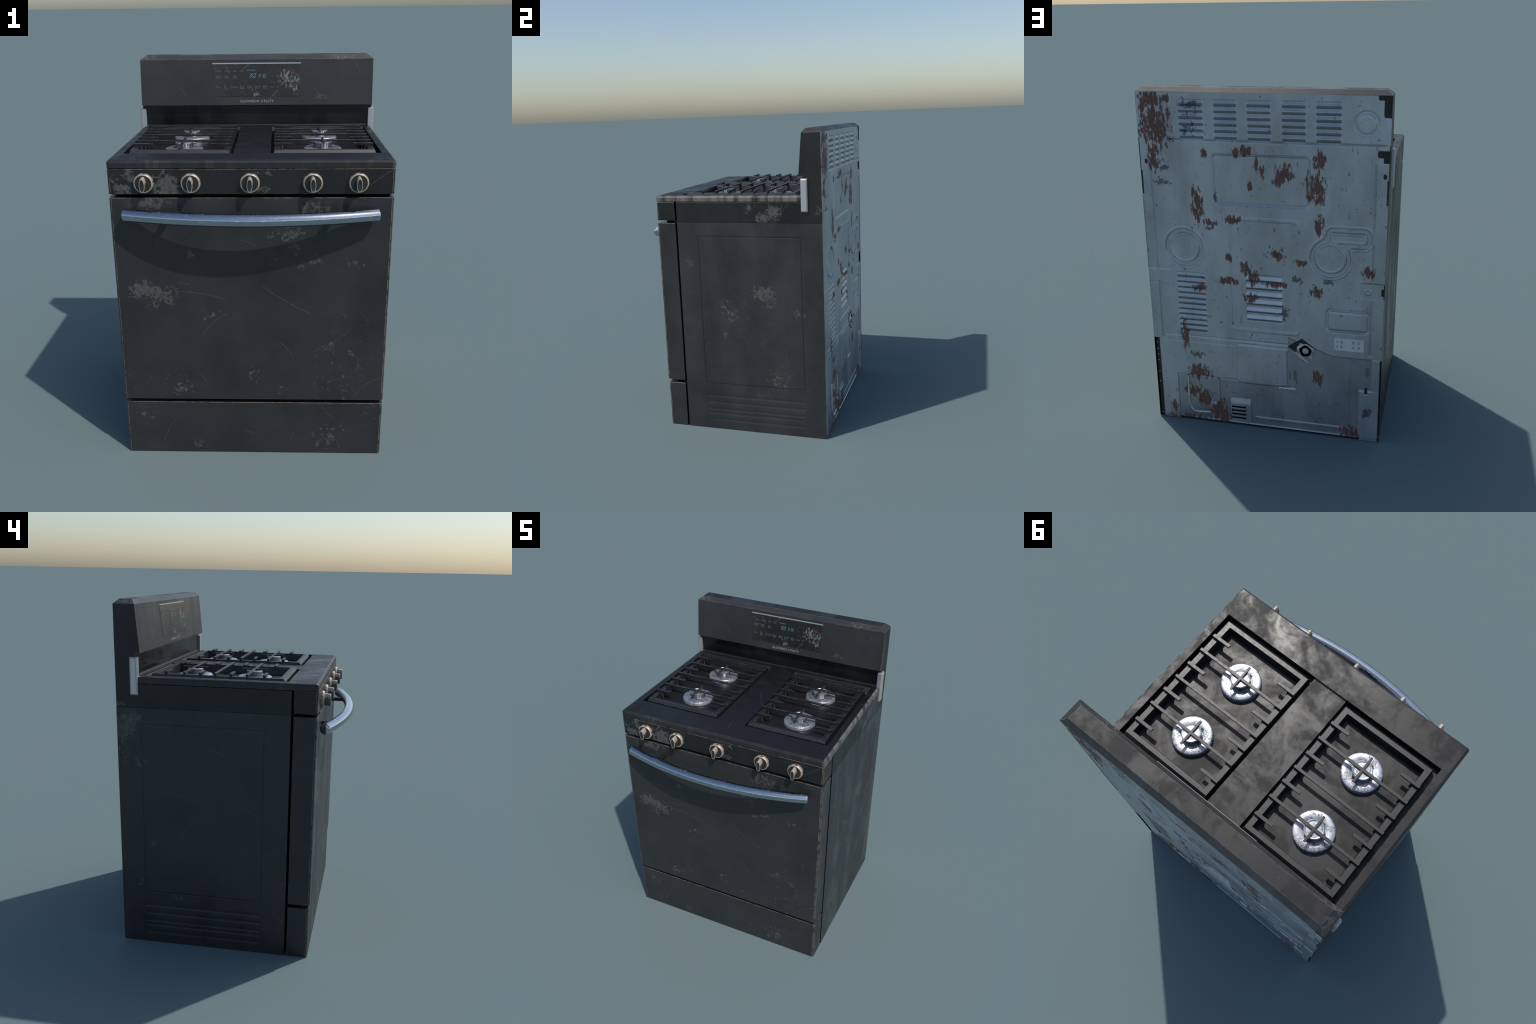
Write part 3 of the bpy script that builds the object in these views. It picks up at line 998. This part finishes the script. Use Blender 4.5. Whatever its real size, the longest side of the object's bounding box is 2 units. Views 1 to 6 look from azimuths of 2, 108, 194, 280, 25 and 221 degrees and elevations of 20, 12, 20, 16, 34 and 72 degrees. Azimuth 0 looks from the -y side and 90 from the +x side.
from_bm(bm, 'clock_digits', [M_BLUE], display)

# ----------------------------------------------------------------------------
# back panel: one pressed galvanised sheet
# ----------------------------------------------------------------------------

def sstep(a, b, v):
    t = np.clip((v - a) / (b - a), 0, 1)
    return t * t * (3 - 2 * t)

def rrect(x, z, x0, x1, z0, z1, r):
    x0, x1 = min(x0, x1), max(x0, x1)
    qx = np.abs(x - (x0 + x1) / 2) - ((x1 - x0) / 2 - r)
    qz = np.abs(z - (z0 + z1) / 2) - ((z1 - z0) / 2 - r)
    return np.hypot(np.maximum(qx, 0), np.maximum(qz, 0)) + np.minimum(np.maximum(qx, qz), 0) - r

Y_SHEET = 0.6346

TOP_VENTS = [(0.436, 0.304), (0.243, 0.122), (0.061, -0.060), (-0.123, -0.243), (-0.300, -0.425)]
def vent_phase(z, z0, pitch):
    return np.mod((z - z0) / pitch, 1.0)

def bay(x, z):
    """Signed distance (negative inside) of the sunken service bay at the bottom."""
    d = np.minimum(rrect(x, z, -0.62, 0.541, 0.017, 0.313, 0.006), rrect(x, z, -0.62, -0.10, 0.25, 0.527, 0.006))
    tri = np.maximum.reduce([z - (0.612 - (-x - 0.16) * 0.36), x + 0.145, -x - 0.40, 0.45 - z])
    return np.minimum(d, tri)

def back_height(x, z):
    d = np.zeros_like(x)

    def plate(sd, h, w=0.006):
        nonlocal d
        f = sstep(w / 2, -w / 2, sd)
        d = d * (1 - f) + h * f

    def groove(sd, w, depth):
        nonlocal d
        d = d - depth * np.clip(1.25 - 1.25 * (sd / w) ** 4, 0, 1)

    # folded flanges beside both edges
    for x0, z0, z1 in ((0.613, 0.55, 1.62), (-0.606, 0.55, 1.72)):
        groove(np.where((z > z0) & (z < z1), x - x0, 1.0), 0.005, 0.006)
    # joint of the upper cover
    groove(np.where((x < 0.50) & (x > -0.655), z - 1.7285, 1.0), 0.005, 0.006)
    d = d + 0.0015 * sstep(1.7285, 1.733, z)
    # top louvres
    for x0, x1 in TOP_VENTS:
        m = sstep(0.006, -0.004, rrect(x, z, x0, x1, 1.733, 1.938, 0.008))
        p = vent_phase(z, 1.734, 0.0338)
        saw = np.where(p < 0.45, p / 0.45, (1 - p) / 0.55)
        d = d + m * (0.0085 * saw - 0.006)
    # round embossing beside them
    r = np.hypot(x + 0.552, z - 1.835)
    groove(r - 0.057, 0.010, 0.006)
    groove(r - 0.027, 0.012, -0.003)
    d = d + 0.003 * sstep(0.016, 0.004, r)
    # large pressed rectangles
    s1 = rrect(x, z, -0.262, 0.262, 1.387, 1.656, 0.03)
    plate(s1, -0.003, 0.006)
    groove(s1, 0.007, 0.006)
    s2 = rrect(x, z, -0.214, 0.202, 0.632, 1.318, 0.035)
    groove(s2 + 0.012, 0.011, -0.003)
    groove(s2 + 0.030, 0.008, 0.005)
    plate(s2 + 0.022, -0.003, 0.012)
    # vertical stiffening folds
    groove(np.where((z > 0.56) & (z < 0.98), x - 0.203, 1), 0.007, 0.002)
    # ring and keyhole shaped pressings
    ring = np.hypot(x - 0.449, z - 1.12)
    groove(ring - 0.118, 0.008, -0.0024)
    groove(ring - 0.080, 0.008, -0.0024)
    groove(ring - 0.099, 0.015, 0.009)
    disc = np.hypot(x + 0.378, z - 1.113) - 0.098
    arm = rrect(x, z, -0.585, -0.365, 1.19, 1.274, 0.03)
    k = 0.03
    hh = np.clip(0.5 + 0.5 * (arm - disc) / k, 0, 1)
    key = arm * (1 - hh) + disc * hh - k * hh * (1 - hh)
    groove(key - 0.019, 0.008, -0.0024)
    groove(key + 0.019, 0.008, -0.0024)
    groove(key, 0.014, 0.009)
    # side louvres
    m = sstep(0.004, -0.004, rrect(x, z, 0.336, 0.505, 0.601, 0.972, 0.006))
    p = vent_phase(z, 0.603, 0.0336)
    saw = np.where(p < 0.35, p / 0.35, (1 - p) / 0.65)
    d = d + m * (0.009 * saw - 0.0065)
    # centre vent hoods
    m = sstep(0.004, -0.004, rrect(x, z, -0.112, 0.096, 0.705, 0.985, 0.006))
    p = vent_phase(z, 0.705, 0.0475)
    saw = np.where(p < 0.30, p / 0.30, np.where(p < 0.72, (0.72 - p) / 0.42, 0))
    d = d + m * (0.0085 * saw - 0.0055)
    # embossed tray and plates
    tray = rrect(x, z, -0.588, -0.368, 0.690, 0.808, 0.02)
    groove(tray - 0.004, 0.009, 0.007)
    plate(tray + 0.010, 0.003, 0.018)
    # brackets near the edges
    plate(rrect(x, z, 0.540, 0.680, 0.905, 0.980, 0.004), 0.004)
    plate(rrect(x, z, 0.535, 0.602, 0.895, 0.945, 0.004), 0.004)
    plate(rrect(x, z, 0.62, 0.680, 0.54, 0.895, 0.004), 0.002)
    plate(rrect(x, z, -0.672, -0.548, 0.893, 0.985, 0.008), -0.006)
    groove(np.hypot(x + 0.585, z - 0.935) - 0.012, 0.008, -0.004)
    # upper sheet lower seam
    groove(np.where((x < 0.60) & (x > -0.16), z - 0.572, 1), 0.006, 0.003)
    groove(np.where((x < 0.15) & (x > 0.03), z - 0.551, 1), 0.004, 0.003)
    # service bay
    sb = bay(x, z)
    plate(sb, -0.0055, 0.004)
    # fold inside the bay, and the inner floor lip
    groove(np.where((x < 0.06) & (x > -0.47), z - 0.062, 1), 0.010, -0.004)
    groove(np.where((z < 0.52) & (z > 0.06), x + 0.502, 1), 0.006, 0.004)
    # covers above the bay
    plate(rrect(x, z, 0.166, 0.604, 0.312, 0.532, 0.003), 0.0015, 0.003)
    plate(rrect(x, z, -0.134, 0.156, 0.303, 0.540, 0.003), 0.003, 0.003)
    # grooves added below the covers to draw a dark shadow line
    groove(np.where((x < 0.160) & (x > -0.150), z - 0.296, 1), 0.008, 0.006)
    groove(np.where((x < 0.541) & (x > 0.160), z - 0.306, 1), 0.006, 0.004)
    # right hand post with its notch
    plate(rrect(x, z, -0.664, -0.620, 0.30, 0.528, 0.003), 0.0015)
    plate(rrect(x, z, -0.664, -0.552, 0.012, 0.326, 0.003), 0.0025)
    plate(rrect(x, z, -0.600, -0.585, 0.305, 0.345, 0.002), -0.009)
    # dark rails at both lower corners and the black floor strip
    plate(rrect(x, z, 0.643, 0.70, -0.02, 0.540, 0.002), -0.008)
    plate(rrect(x, z, -0.70, -0.6655, -0.02, 0.525, 0.002), -0.008)
    plate(rrect(x, z, -0.56, 0.54, -0.02, 0.012, 0.001), -0.006)
    # shallow recesses under the dark corner patches of the top cover
    for bx in ((-0.70, -0.634, 1.866, 1.99), (-0.70, -0.610, 1.64, 1.702)):
        plate(rrect(x, z, *bx, 0.01), -0.004)
    wob = 0.0006 * np.sin(9 * x + 3 * np.sin(4 * z)) * np.cos(7 * z + 2 * np.sin(5 * x))
    return d + wob

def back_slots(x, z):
    """Material slot: 0 sheet, 1 painted slot shade, 2 black patch for openings, 3 painted hood highlight, 4 darker bay."""
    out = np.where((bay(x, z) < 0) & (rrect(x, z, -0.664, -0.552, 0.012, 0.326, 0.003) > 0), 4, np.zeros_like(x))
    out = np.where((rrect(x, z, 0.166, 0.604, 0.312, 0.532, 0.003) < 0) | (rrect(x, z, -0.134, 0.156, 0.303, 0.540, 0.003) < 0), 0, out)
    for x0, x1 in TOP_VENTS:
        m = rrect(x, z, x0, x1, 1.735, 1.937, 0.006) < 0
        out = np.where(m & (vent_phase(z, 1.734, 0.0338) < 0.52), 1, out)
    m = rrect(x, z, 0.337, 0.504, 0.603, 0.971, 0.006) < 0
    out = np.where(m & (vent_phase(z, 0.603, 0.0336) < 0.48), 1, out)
    m = rrect(x, z, -0.110, 0.094, 0.705, 0.985, 0.006) < 0
    ph = vent_phase(z, 0.705, 0.0475)
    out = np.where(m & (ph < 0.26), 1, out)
    out = np.where(m & (ph > 0.32) & (ph < 0.70), 3, out)
    for bx in ((-0.192, -0.172, 0.345, 0.41), (-0.158, -0.146, 0.35, 0.40), (-0.608, -0.590, 0.42, 0.475)):
        out = np.where(rrect(x, z, *bx, 0.003) < 0, 1, out)
    void = (rrect(x, z, 0.646, 0.70, -0.02, 0.538, 0.002) < 0) | (rrect(x, z, -0.70, -0.667, -0.02, 0.523, 0.002) < 0) \
        | (rrect(x, z, -0.56, 0.54, -0.02, 0.011, 0.001) < 0)  # black patches on the closed sheet stand in for openings
    for bx in ((-0.70, -0.636, 1.868, 1.965), (-0.70, -0.606, 1.952, 1.99), (-0.70, -0.612, 1.668, 1.702), (-0.70, -0.640, 1.64, 1.68),
               (-0.70, -0.655, 0.915, 0.955)):
        void |= rrect(x, z, *bx, 0.006) < 0
    void |= np.hypot((x - 0.639) / 0.009, (z - 1.604) / 0.014) < 1
    void |= np.hypot((x + 0.652) / 0.010, (z - 1.572) / 0.014) < 1
    void |= rrect(x, z, -0.600, -0.585, 0.305, 0.345, 0.002) < 0
    void |= (np.abs(x + 0.222) / 0.085 + np.abs(z - 0.562) / 0.060) < 1
    return np.where(void, 2, out)

RUST = [(0.573, 1.803, 0.095, 0.150), (0.618, 1.932, 0.050, 0.052), (0.559, 1.933, 0.032, 0.060), (0.599, 1.62, 0.034, 0.080),
        (0.500, 1.941, 0.034, 0.024), (0.359, 1.361, 0.038, 0.105), (0.377, 1.441, 0.02, 0.04),
        (-0.129, 1.565, 0.052, 0.058), (-0.101, 1.522, 0.036, 0.042), (0.021, 1.603, 0.020, 0.045), (-0.01, 1.57, 0.024, 0.04),
        (-0.292, 1.503, 0.055, 0.085), (-0.318, 1.634, 0.034, 0.064), (-0.32, 1.434, 0.03, 0.04), (-0.318, 1.284, 0.030, 0.066),
        (0.063, 1.493, 0.015, 0.03), (0.083, 1.681, 0.058, 0.030), (0.136, 1.672, 0.018, 0.032), (0.31, 1.662, 0.02, 0.026),
        (0.161, 1.299, 0.055, 0.024), (0.289, 1.276, 0.044, 0.024), (0.099, 1.023, 0.036, 0.055), (0.055, 0.968, 0.036, 0.050),
        (0.197, 0.937, 0.075, 0.026), (-0.067, 0.935, 0.080, 0.020), (0.07, 0.844, 0.048, 0.030), (0.37, 0.883, 0.042, 0.026),
        (0.191, 1.078, 0.018, 0.036), (0.476, 0.574, 0.025, 0.11), (0.40, 0.339, 0.075, 0.055), (0.449, 0.203, 0.06, 0.045),
        (0.371, 0.163, 0.058, 0.06), (0.28, 0.079, 0.085, 0.090), (0.494, 0.012, 0.13, 0.026), (-0.31, 0.376, 0.038, 0.046),
        (-0.498, 0.039, 0.062, 0.05), (-0.584, 1.046, 0.038, 0.036), (-0.31, 0.905, 0.035, 0.04), (-0.215, 1.078, 0.036, 0.02),
        (-0.099, 1.107, 0.04, 0.028), (0.575, 0.081, 0.022, 0.05)]
SOOT = [(0.38, 1.90, 0.075, 0.06), (0.39, 1.79, 0.05, 0.06), (0.534, 1.575, 0.045, 0.045), (0.30, 1.24, 0.03, 0.03),
        (0.255, 1.42, 0.02, 0.04), (-0.19, 0.975, 0.05, 0.03), (-0.07, 1.12, 0.06, 0.05), (-0.12, 0.78, 0.05, 0.06), (0.40, 0.46, 0.06, 0.04),
        (-0.60, 0.19, 0.05, 0.05), (0.55, 1.50, 0.06, 0.03), (-0.37, 0.97, 0.04, 0.03)]


def sheet_mat(name, base, rust=True):
    g = Graph(name)
    X = g.xyz()
    uv = g.vec(X[0], X[2])
    cloud = g.noise(4.0, 5.0, 0.6, stretch=(1.6, 1, 0.7))
    col = g.scale(base, g.ramp(cloud, 0.3, 0.7, 0.82, 1.16, False))
    grain = g.noise(36.0, 7.0, 0.74, stretch=(1.6, 1.0, 0.48))
    if rust:
        soot = g.ramp(g.m('MULTIPLY_ADD', g.blobs(uv, SOOT), 0.22, g.noise(30.0, 6.0, 0.72, offset=(7, 3, 2))), 0.622, 0.66)
        col = g.mix(g.m('MULTIPLY', soot, 0.72), col, (0.030, 0.032, 0.036))
        f = g.m('MULTIPLY_ADD', g.m('POWER', g.blobs(uv, RUST), 0.6), 0.27, grain)
        mask = g.ramp(f, 0.628, 0.655)
        hot = g.ramp(g.noise(75.0, 4.0, 0.6, offset=(1, 8, 2)), 0.52, 0.70)
        rustc = g.mix(hot, (0.100, 0.040, 0.028), (0.32, 0.088, 0.030))
        col = g.mix(g.m('MULTIPLY', mask, 0.93), col, rustc)
        rough = g.m('MULTIPLY_ADD', mask, 0.35, g.ramp(cloud, 0.3, 0.7, 0.34, 0.46))
        metal = g.m('MULTIPLY', g.m('SUBTRACT', 1.0, mask), 0.68)
        g.bump(g.m('MULTIPLY_ADD', mask, -0.4, g.m('MULTIPLY', grain, 0.5)), 0.15, 0.001)
        return g.set(color=col, rough=rough, metal=metal)
    return g.set(color=col, rough=0.5, metal=0.3)


ZINC = (0.45, 0.475, 0.505)
M_SHEET = sheet_mat('galvanised_sheet', ZINC)
M_SLOT_SHADE = sheet_mat('slot_shade_sheet', (0.215, 0.228, 0.243))  # darker zinc copy: slot shade painted on closed faces, no openings
M_LIGHT_ZINC = sheet_mat('lightened_zinc', (0.60, 0.63, 0.67))  # lighter zinc; on the hood slopes it paints in the upward highlight
M_DARK_PATCH = Graph('dark_back_patch').set(color=(0.014, 0.015, 0.016), rough=0.6)  # black colour for the rails and for patches in place of holes
M_BAY = sheet_mat('bay_sheet', (0.355, 0.375, 0.40))  # darker tone of the same zinc over the bay interior
xs = np.linspace(HW - 0.0006, -HW + 0.0006, 450)
zs = np.linspace(0.0, Z_SH, 660)
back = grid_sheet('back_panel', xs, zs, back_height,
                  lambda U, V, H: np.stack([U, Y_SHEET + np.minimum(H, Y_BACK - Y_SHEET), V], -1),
                  [M_SHEET, M_SLOT_SHADE, M_DARK_PATCH, M_LIGHT_ZINC, M_BAY], back_slots, root, smooth=60)
# return flange that closes the sheet against the cabinet
bm = bmesh.new()
for s in (-1, 1):
    x0, x1 = sorted((s * (HW - 0.005), s * (HW - 0.0012)))
    bm_box(bm, x0, x1, Y_BACK - 0.03, Y_SHEET - 0.001, 0.0, Z_TOPB - 0.004)
from_bm(bm, 'panel_flange', [M_GAP], back)
bm = bmesh.new()
for s in (-1, 1):
    x0, x1 = sorted((s * (HW - 0.004), s * (HW - 0.0001)))
    bm_box(bm, x0, x1, 0.6115, Y_BACK - 0.0012, Z_TOPB - 0.004, Z_SH - 0.001)
from_bm(bm, 'guard_flange', [M_GUARDSIDE], backguard)

# pieces fixed to the back
bm = bmesh.new()
bm_box(bm, -0.573, -0.408, Y_SHEET - 0.002, Y_SHEET + 0.0022, 0.572, 0.648)
M_LABEL = sheet_mat('label_plate', (0.66, 0.67, 0.69), False)
label = from_bm(bm, 'rating_label', [M_LABEL], back)
bm = bmesh.new()
for cx in (-0.425, -0.448, -0.515, -0.545):
    for k in range(2):
        for q in range(3):
            w = random.uniform(0.003, 0.008)
            zc = 0.632 - k * 0.030 - q * 0.006
            bm_box(bm, cx - w, cx + w, Y_SHEET + 0.001, Y_SHEET + 0.0029, zc - 0.0014, zc + 0.0014)
print_lines = from_bm(bm, 'label_print', [Graph('label_ink').set(color=(0.14, 0.14, 0.15), rough=0.7)], label)
print_lines['kind'] = 'stuff'

# gas regulator on a dark patch in place of its cut-out
M_CAST = steel_scratched('regulator_casting', (0.62, 0.64, 0.64), (0.10, 0.10, 0.09), 0.45, 0.9, scale=60.0)
M_BRASS = Graph('brass_fitting').set(color=(0.42, 0.34, 0.10), rough=0.4, metal=0.6)
reg = lathe('gas_regulator', [(0.046, -0.004), (0.048, 0.006), (0.040, 0.012), (0.034, 0.0125), (0.032, 0.008), (0.020, 0.008), (0.017, 0.013), (0.010, 0.0135)],
            28, [M_CAST, M_GAP], lambda i: 1 if i in (3, 4) else 0, back, axis='y', smooth=30,
            ripple=lambda r, h, k: r * (1.0 + (0.08 if (k // 3) % 2 == 0 and r > 0.03 else 0.0)))
for (dx, dz, w, h) in ((-0.045, -0.020, 0.013, 0.010), (0.040, 0.026, 0.012, 0.010), (0.030, -0.034, 0.010, 0.012), (-0.028, 0.036, 0.009, 0.009)):
    bm = bmesh.new()
    bm_box(bm, dx - w, dx + w, -0.010, -0.001, dz - h, dz + h)
    edge_wear(bm, 0.002, 0)
    lug = from_bm(bm, 'regulator_lug', [M_CAST], reg)
reg.rotation_euler = (0, 0, math.pi)
reg.location = (-0.243, Y_SHEET - 0.0108, 0.545)


def tube(name, pts, r, mat, parent, sides=10):
    bm = bmesh.new()
    rings = []
    P = [Vector(p) for p in pts]
    for i, p in enumerate(P):
        t = (P[min(i + 1, len(P) - 1)] - P[max(i - 1, 0)]).normalized()
        n = Vector((0, 1, 0))
        b = t.cross(n).normalized()
        rings.append([bm.verts.new(p + (n * math.cos(a) + b * math.sin(a)) * r) for a in (2 * math.pi * q / sides for q in range(sides))])
    for i in range(len(rings) - 1):
        for q in range(sides):
            bm.faces.new((rings[i][q], rings[i][(q + 1) % sides], rings[i + 1][(q + 1) % sides], rings[i + 1][q]))
    bm.faces.new(rings[0])
    bm.faces.new(rings[-1])
    return from_bm(bm, name, [mat], parent, 50)


YB2 = Y_SHEET - 0.006
tube('gas_pipe', [(-0.172, YB2 + 0.001, 0.533), (-0.20, YB2 + 0.0015, 0.512), (-0.235, YB2 + 0.002, 0.487), (-0.262, YB2 + 0.002, 0.470)], 0.0068, M_CAST, back)
tube('gas_pipe', [(0.476, YB2, 0.305), (0.476, YB2, 0.14), (0.472, YB2, 0.085), (0.452, YB2, 0.060), (0.42, YB2, 0.055), (0.345, YB2, 0.062)], 0.0085, M_CAST, back)
tube('gas_pipe', [(0.413, YB2, 0.305), (0.413, YB2, 0.10)], 0.008, M_SHEET, back)
tube('gas_pipe', [(0.285, YB2, 0.305), (0.285, YB2, 0.155)], 0.008, M_SHEET, back)
for x, z in ((0.466, 0.235), (0.404, 0.235)):
    bm = bmesh.new()
    bm_box(bm, x - 0.011, x + 0.011, YB2 - 0.004, YB2 + 0.0088, z - 0.014, z + 0.012)
    edge_wear(bm, 0.003, 0)
    from_bm(bm, 'brass_fitting', [M_BRASS], back)
tube('support_rod', [(-0.085, YB2 + 0.002, 0.288), (-0.185, YB2 + 0.002, 0.288)], 0.0065, M_LIGHT_ZINC, back)
# small louvred blower box in the bay
bm = bmesh.new()
bm_box(bm, 0.088, 0.214, Y_SHEET - 0.012, Y_SHEET + 0.0022, 0.028, 0.150)
prism(bm, [(Y_SHEET - 0.012, 0.15), (Y_SHEET + 0.0022, 0.15), (Y_SHEET - 0.006, 0.186), (Y_SHEET - 0.012, 0.186)], 0.088, 0.214)
edge_wear(bm, 0.003, 0)
blower = from_bm(bm, 'blower_box', [M_SHEET], back)
for k in range(4):  # dark plates laid on the box in place of open slots
    bm = bmesh.new()
    bm_box(bm, 0.118, 0.206, Y_SHEET + 0.0015, Y_SHEET + 0.0028, 0.046 + k * 0.025, 0.057 + k * 0.025)
    from_bm(bm, 'blower_slot_plate', [M_GAP], blower)
# bracket ledge above the rusty corner
bm = bmesh.new()
bm_box(bm, 0.300, 0.345, Y_SHEET - 0.011, Y_SHEET + 0.0025, 0.122, 0.140)
edge_wear(bm, 0.003, 0)
from_bm(bm, 'pipe_clamp', [M_LIGHT_ZINC], back)
# rivets up the dark rail
rivet_bm = bmesh.new()
bmesh.ops.create_uvsphere(rivet_bm, u_segments=10, v_segments=6, radius=0.0042)
riv0 = from_bm(rivet_bm, 'rivet', [M_LIGHT_ZINC], back, 60)
for k, (x, z) in enumerate(((0.659, 0.505), (0.659, 0.462), (0.659, 0.425), (0.659, 0.385), (0.659, 0.31), (0.660, 0.24), (0.660, 0.022), (-0.669, 0.030))):
    q = riv0 if k == 0 else riv0.copy()
    if k:
        COL.objects.link(q)
        q.parent = back
    q.location = (x, Y_SHEET - 0.006, z)
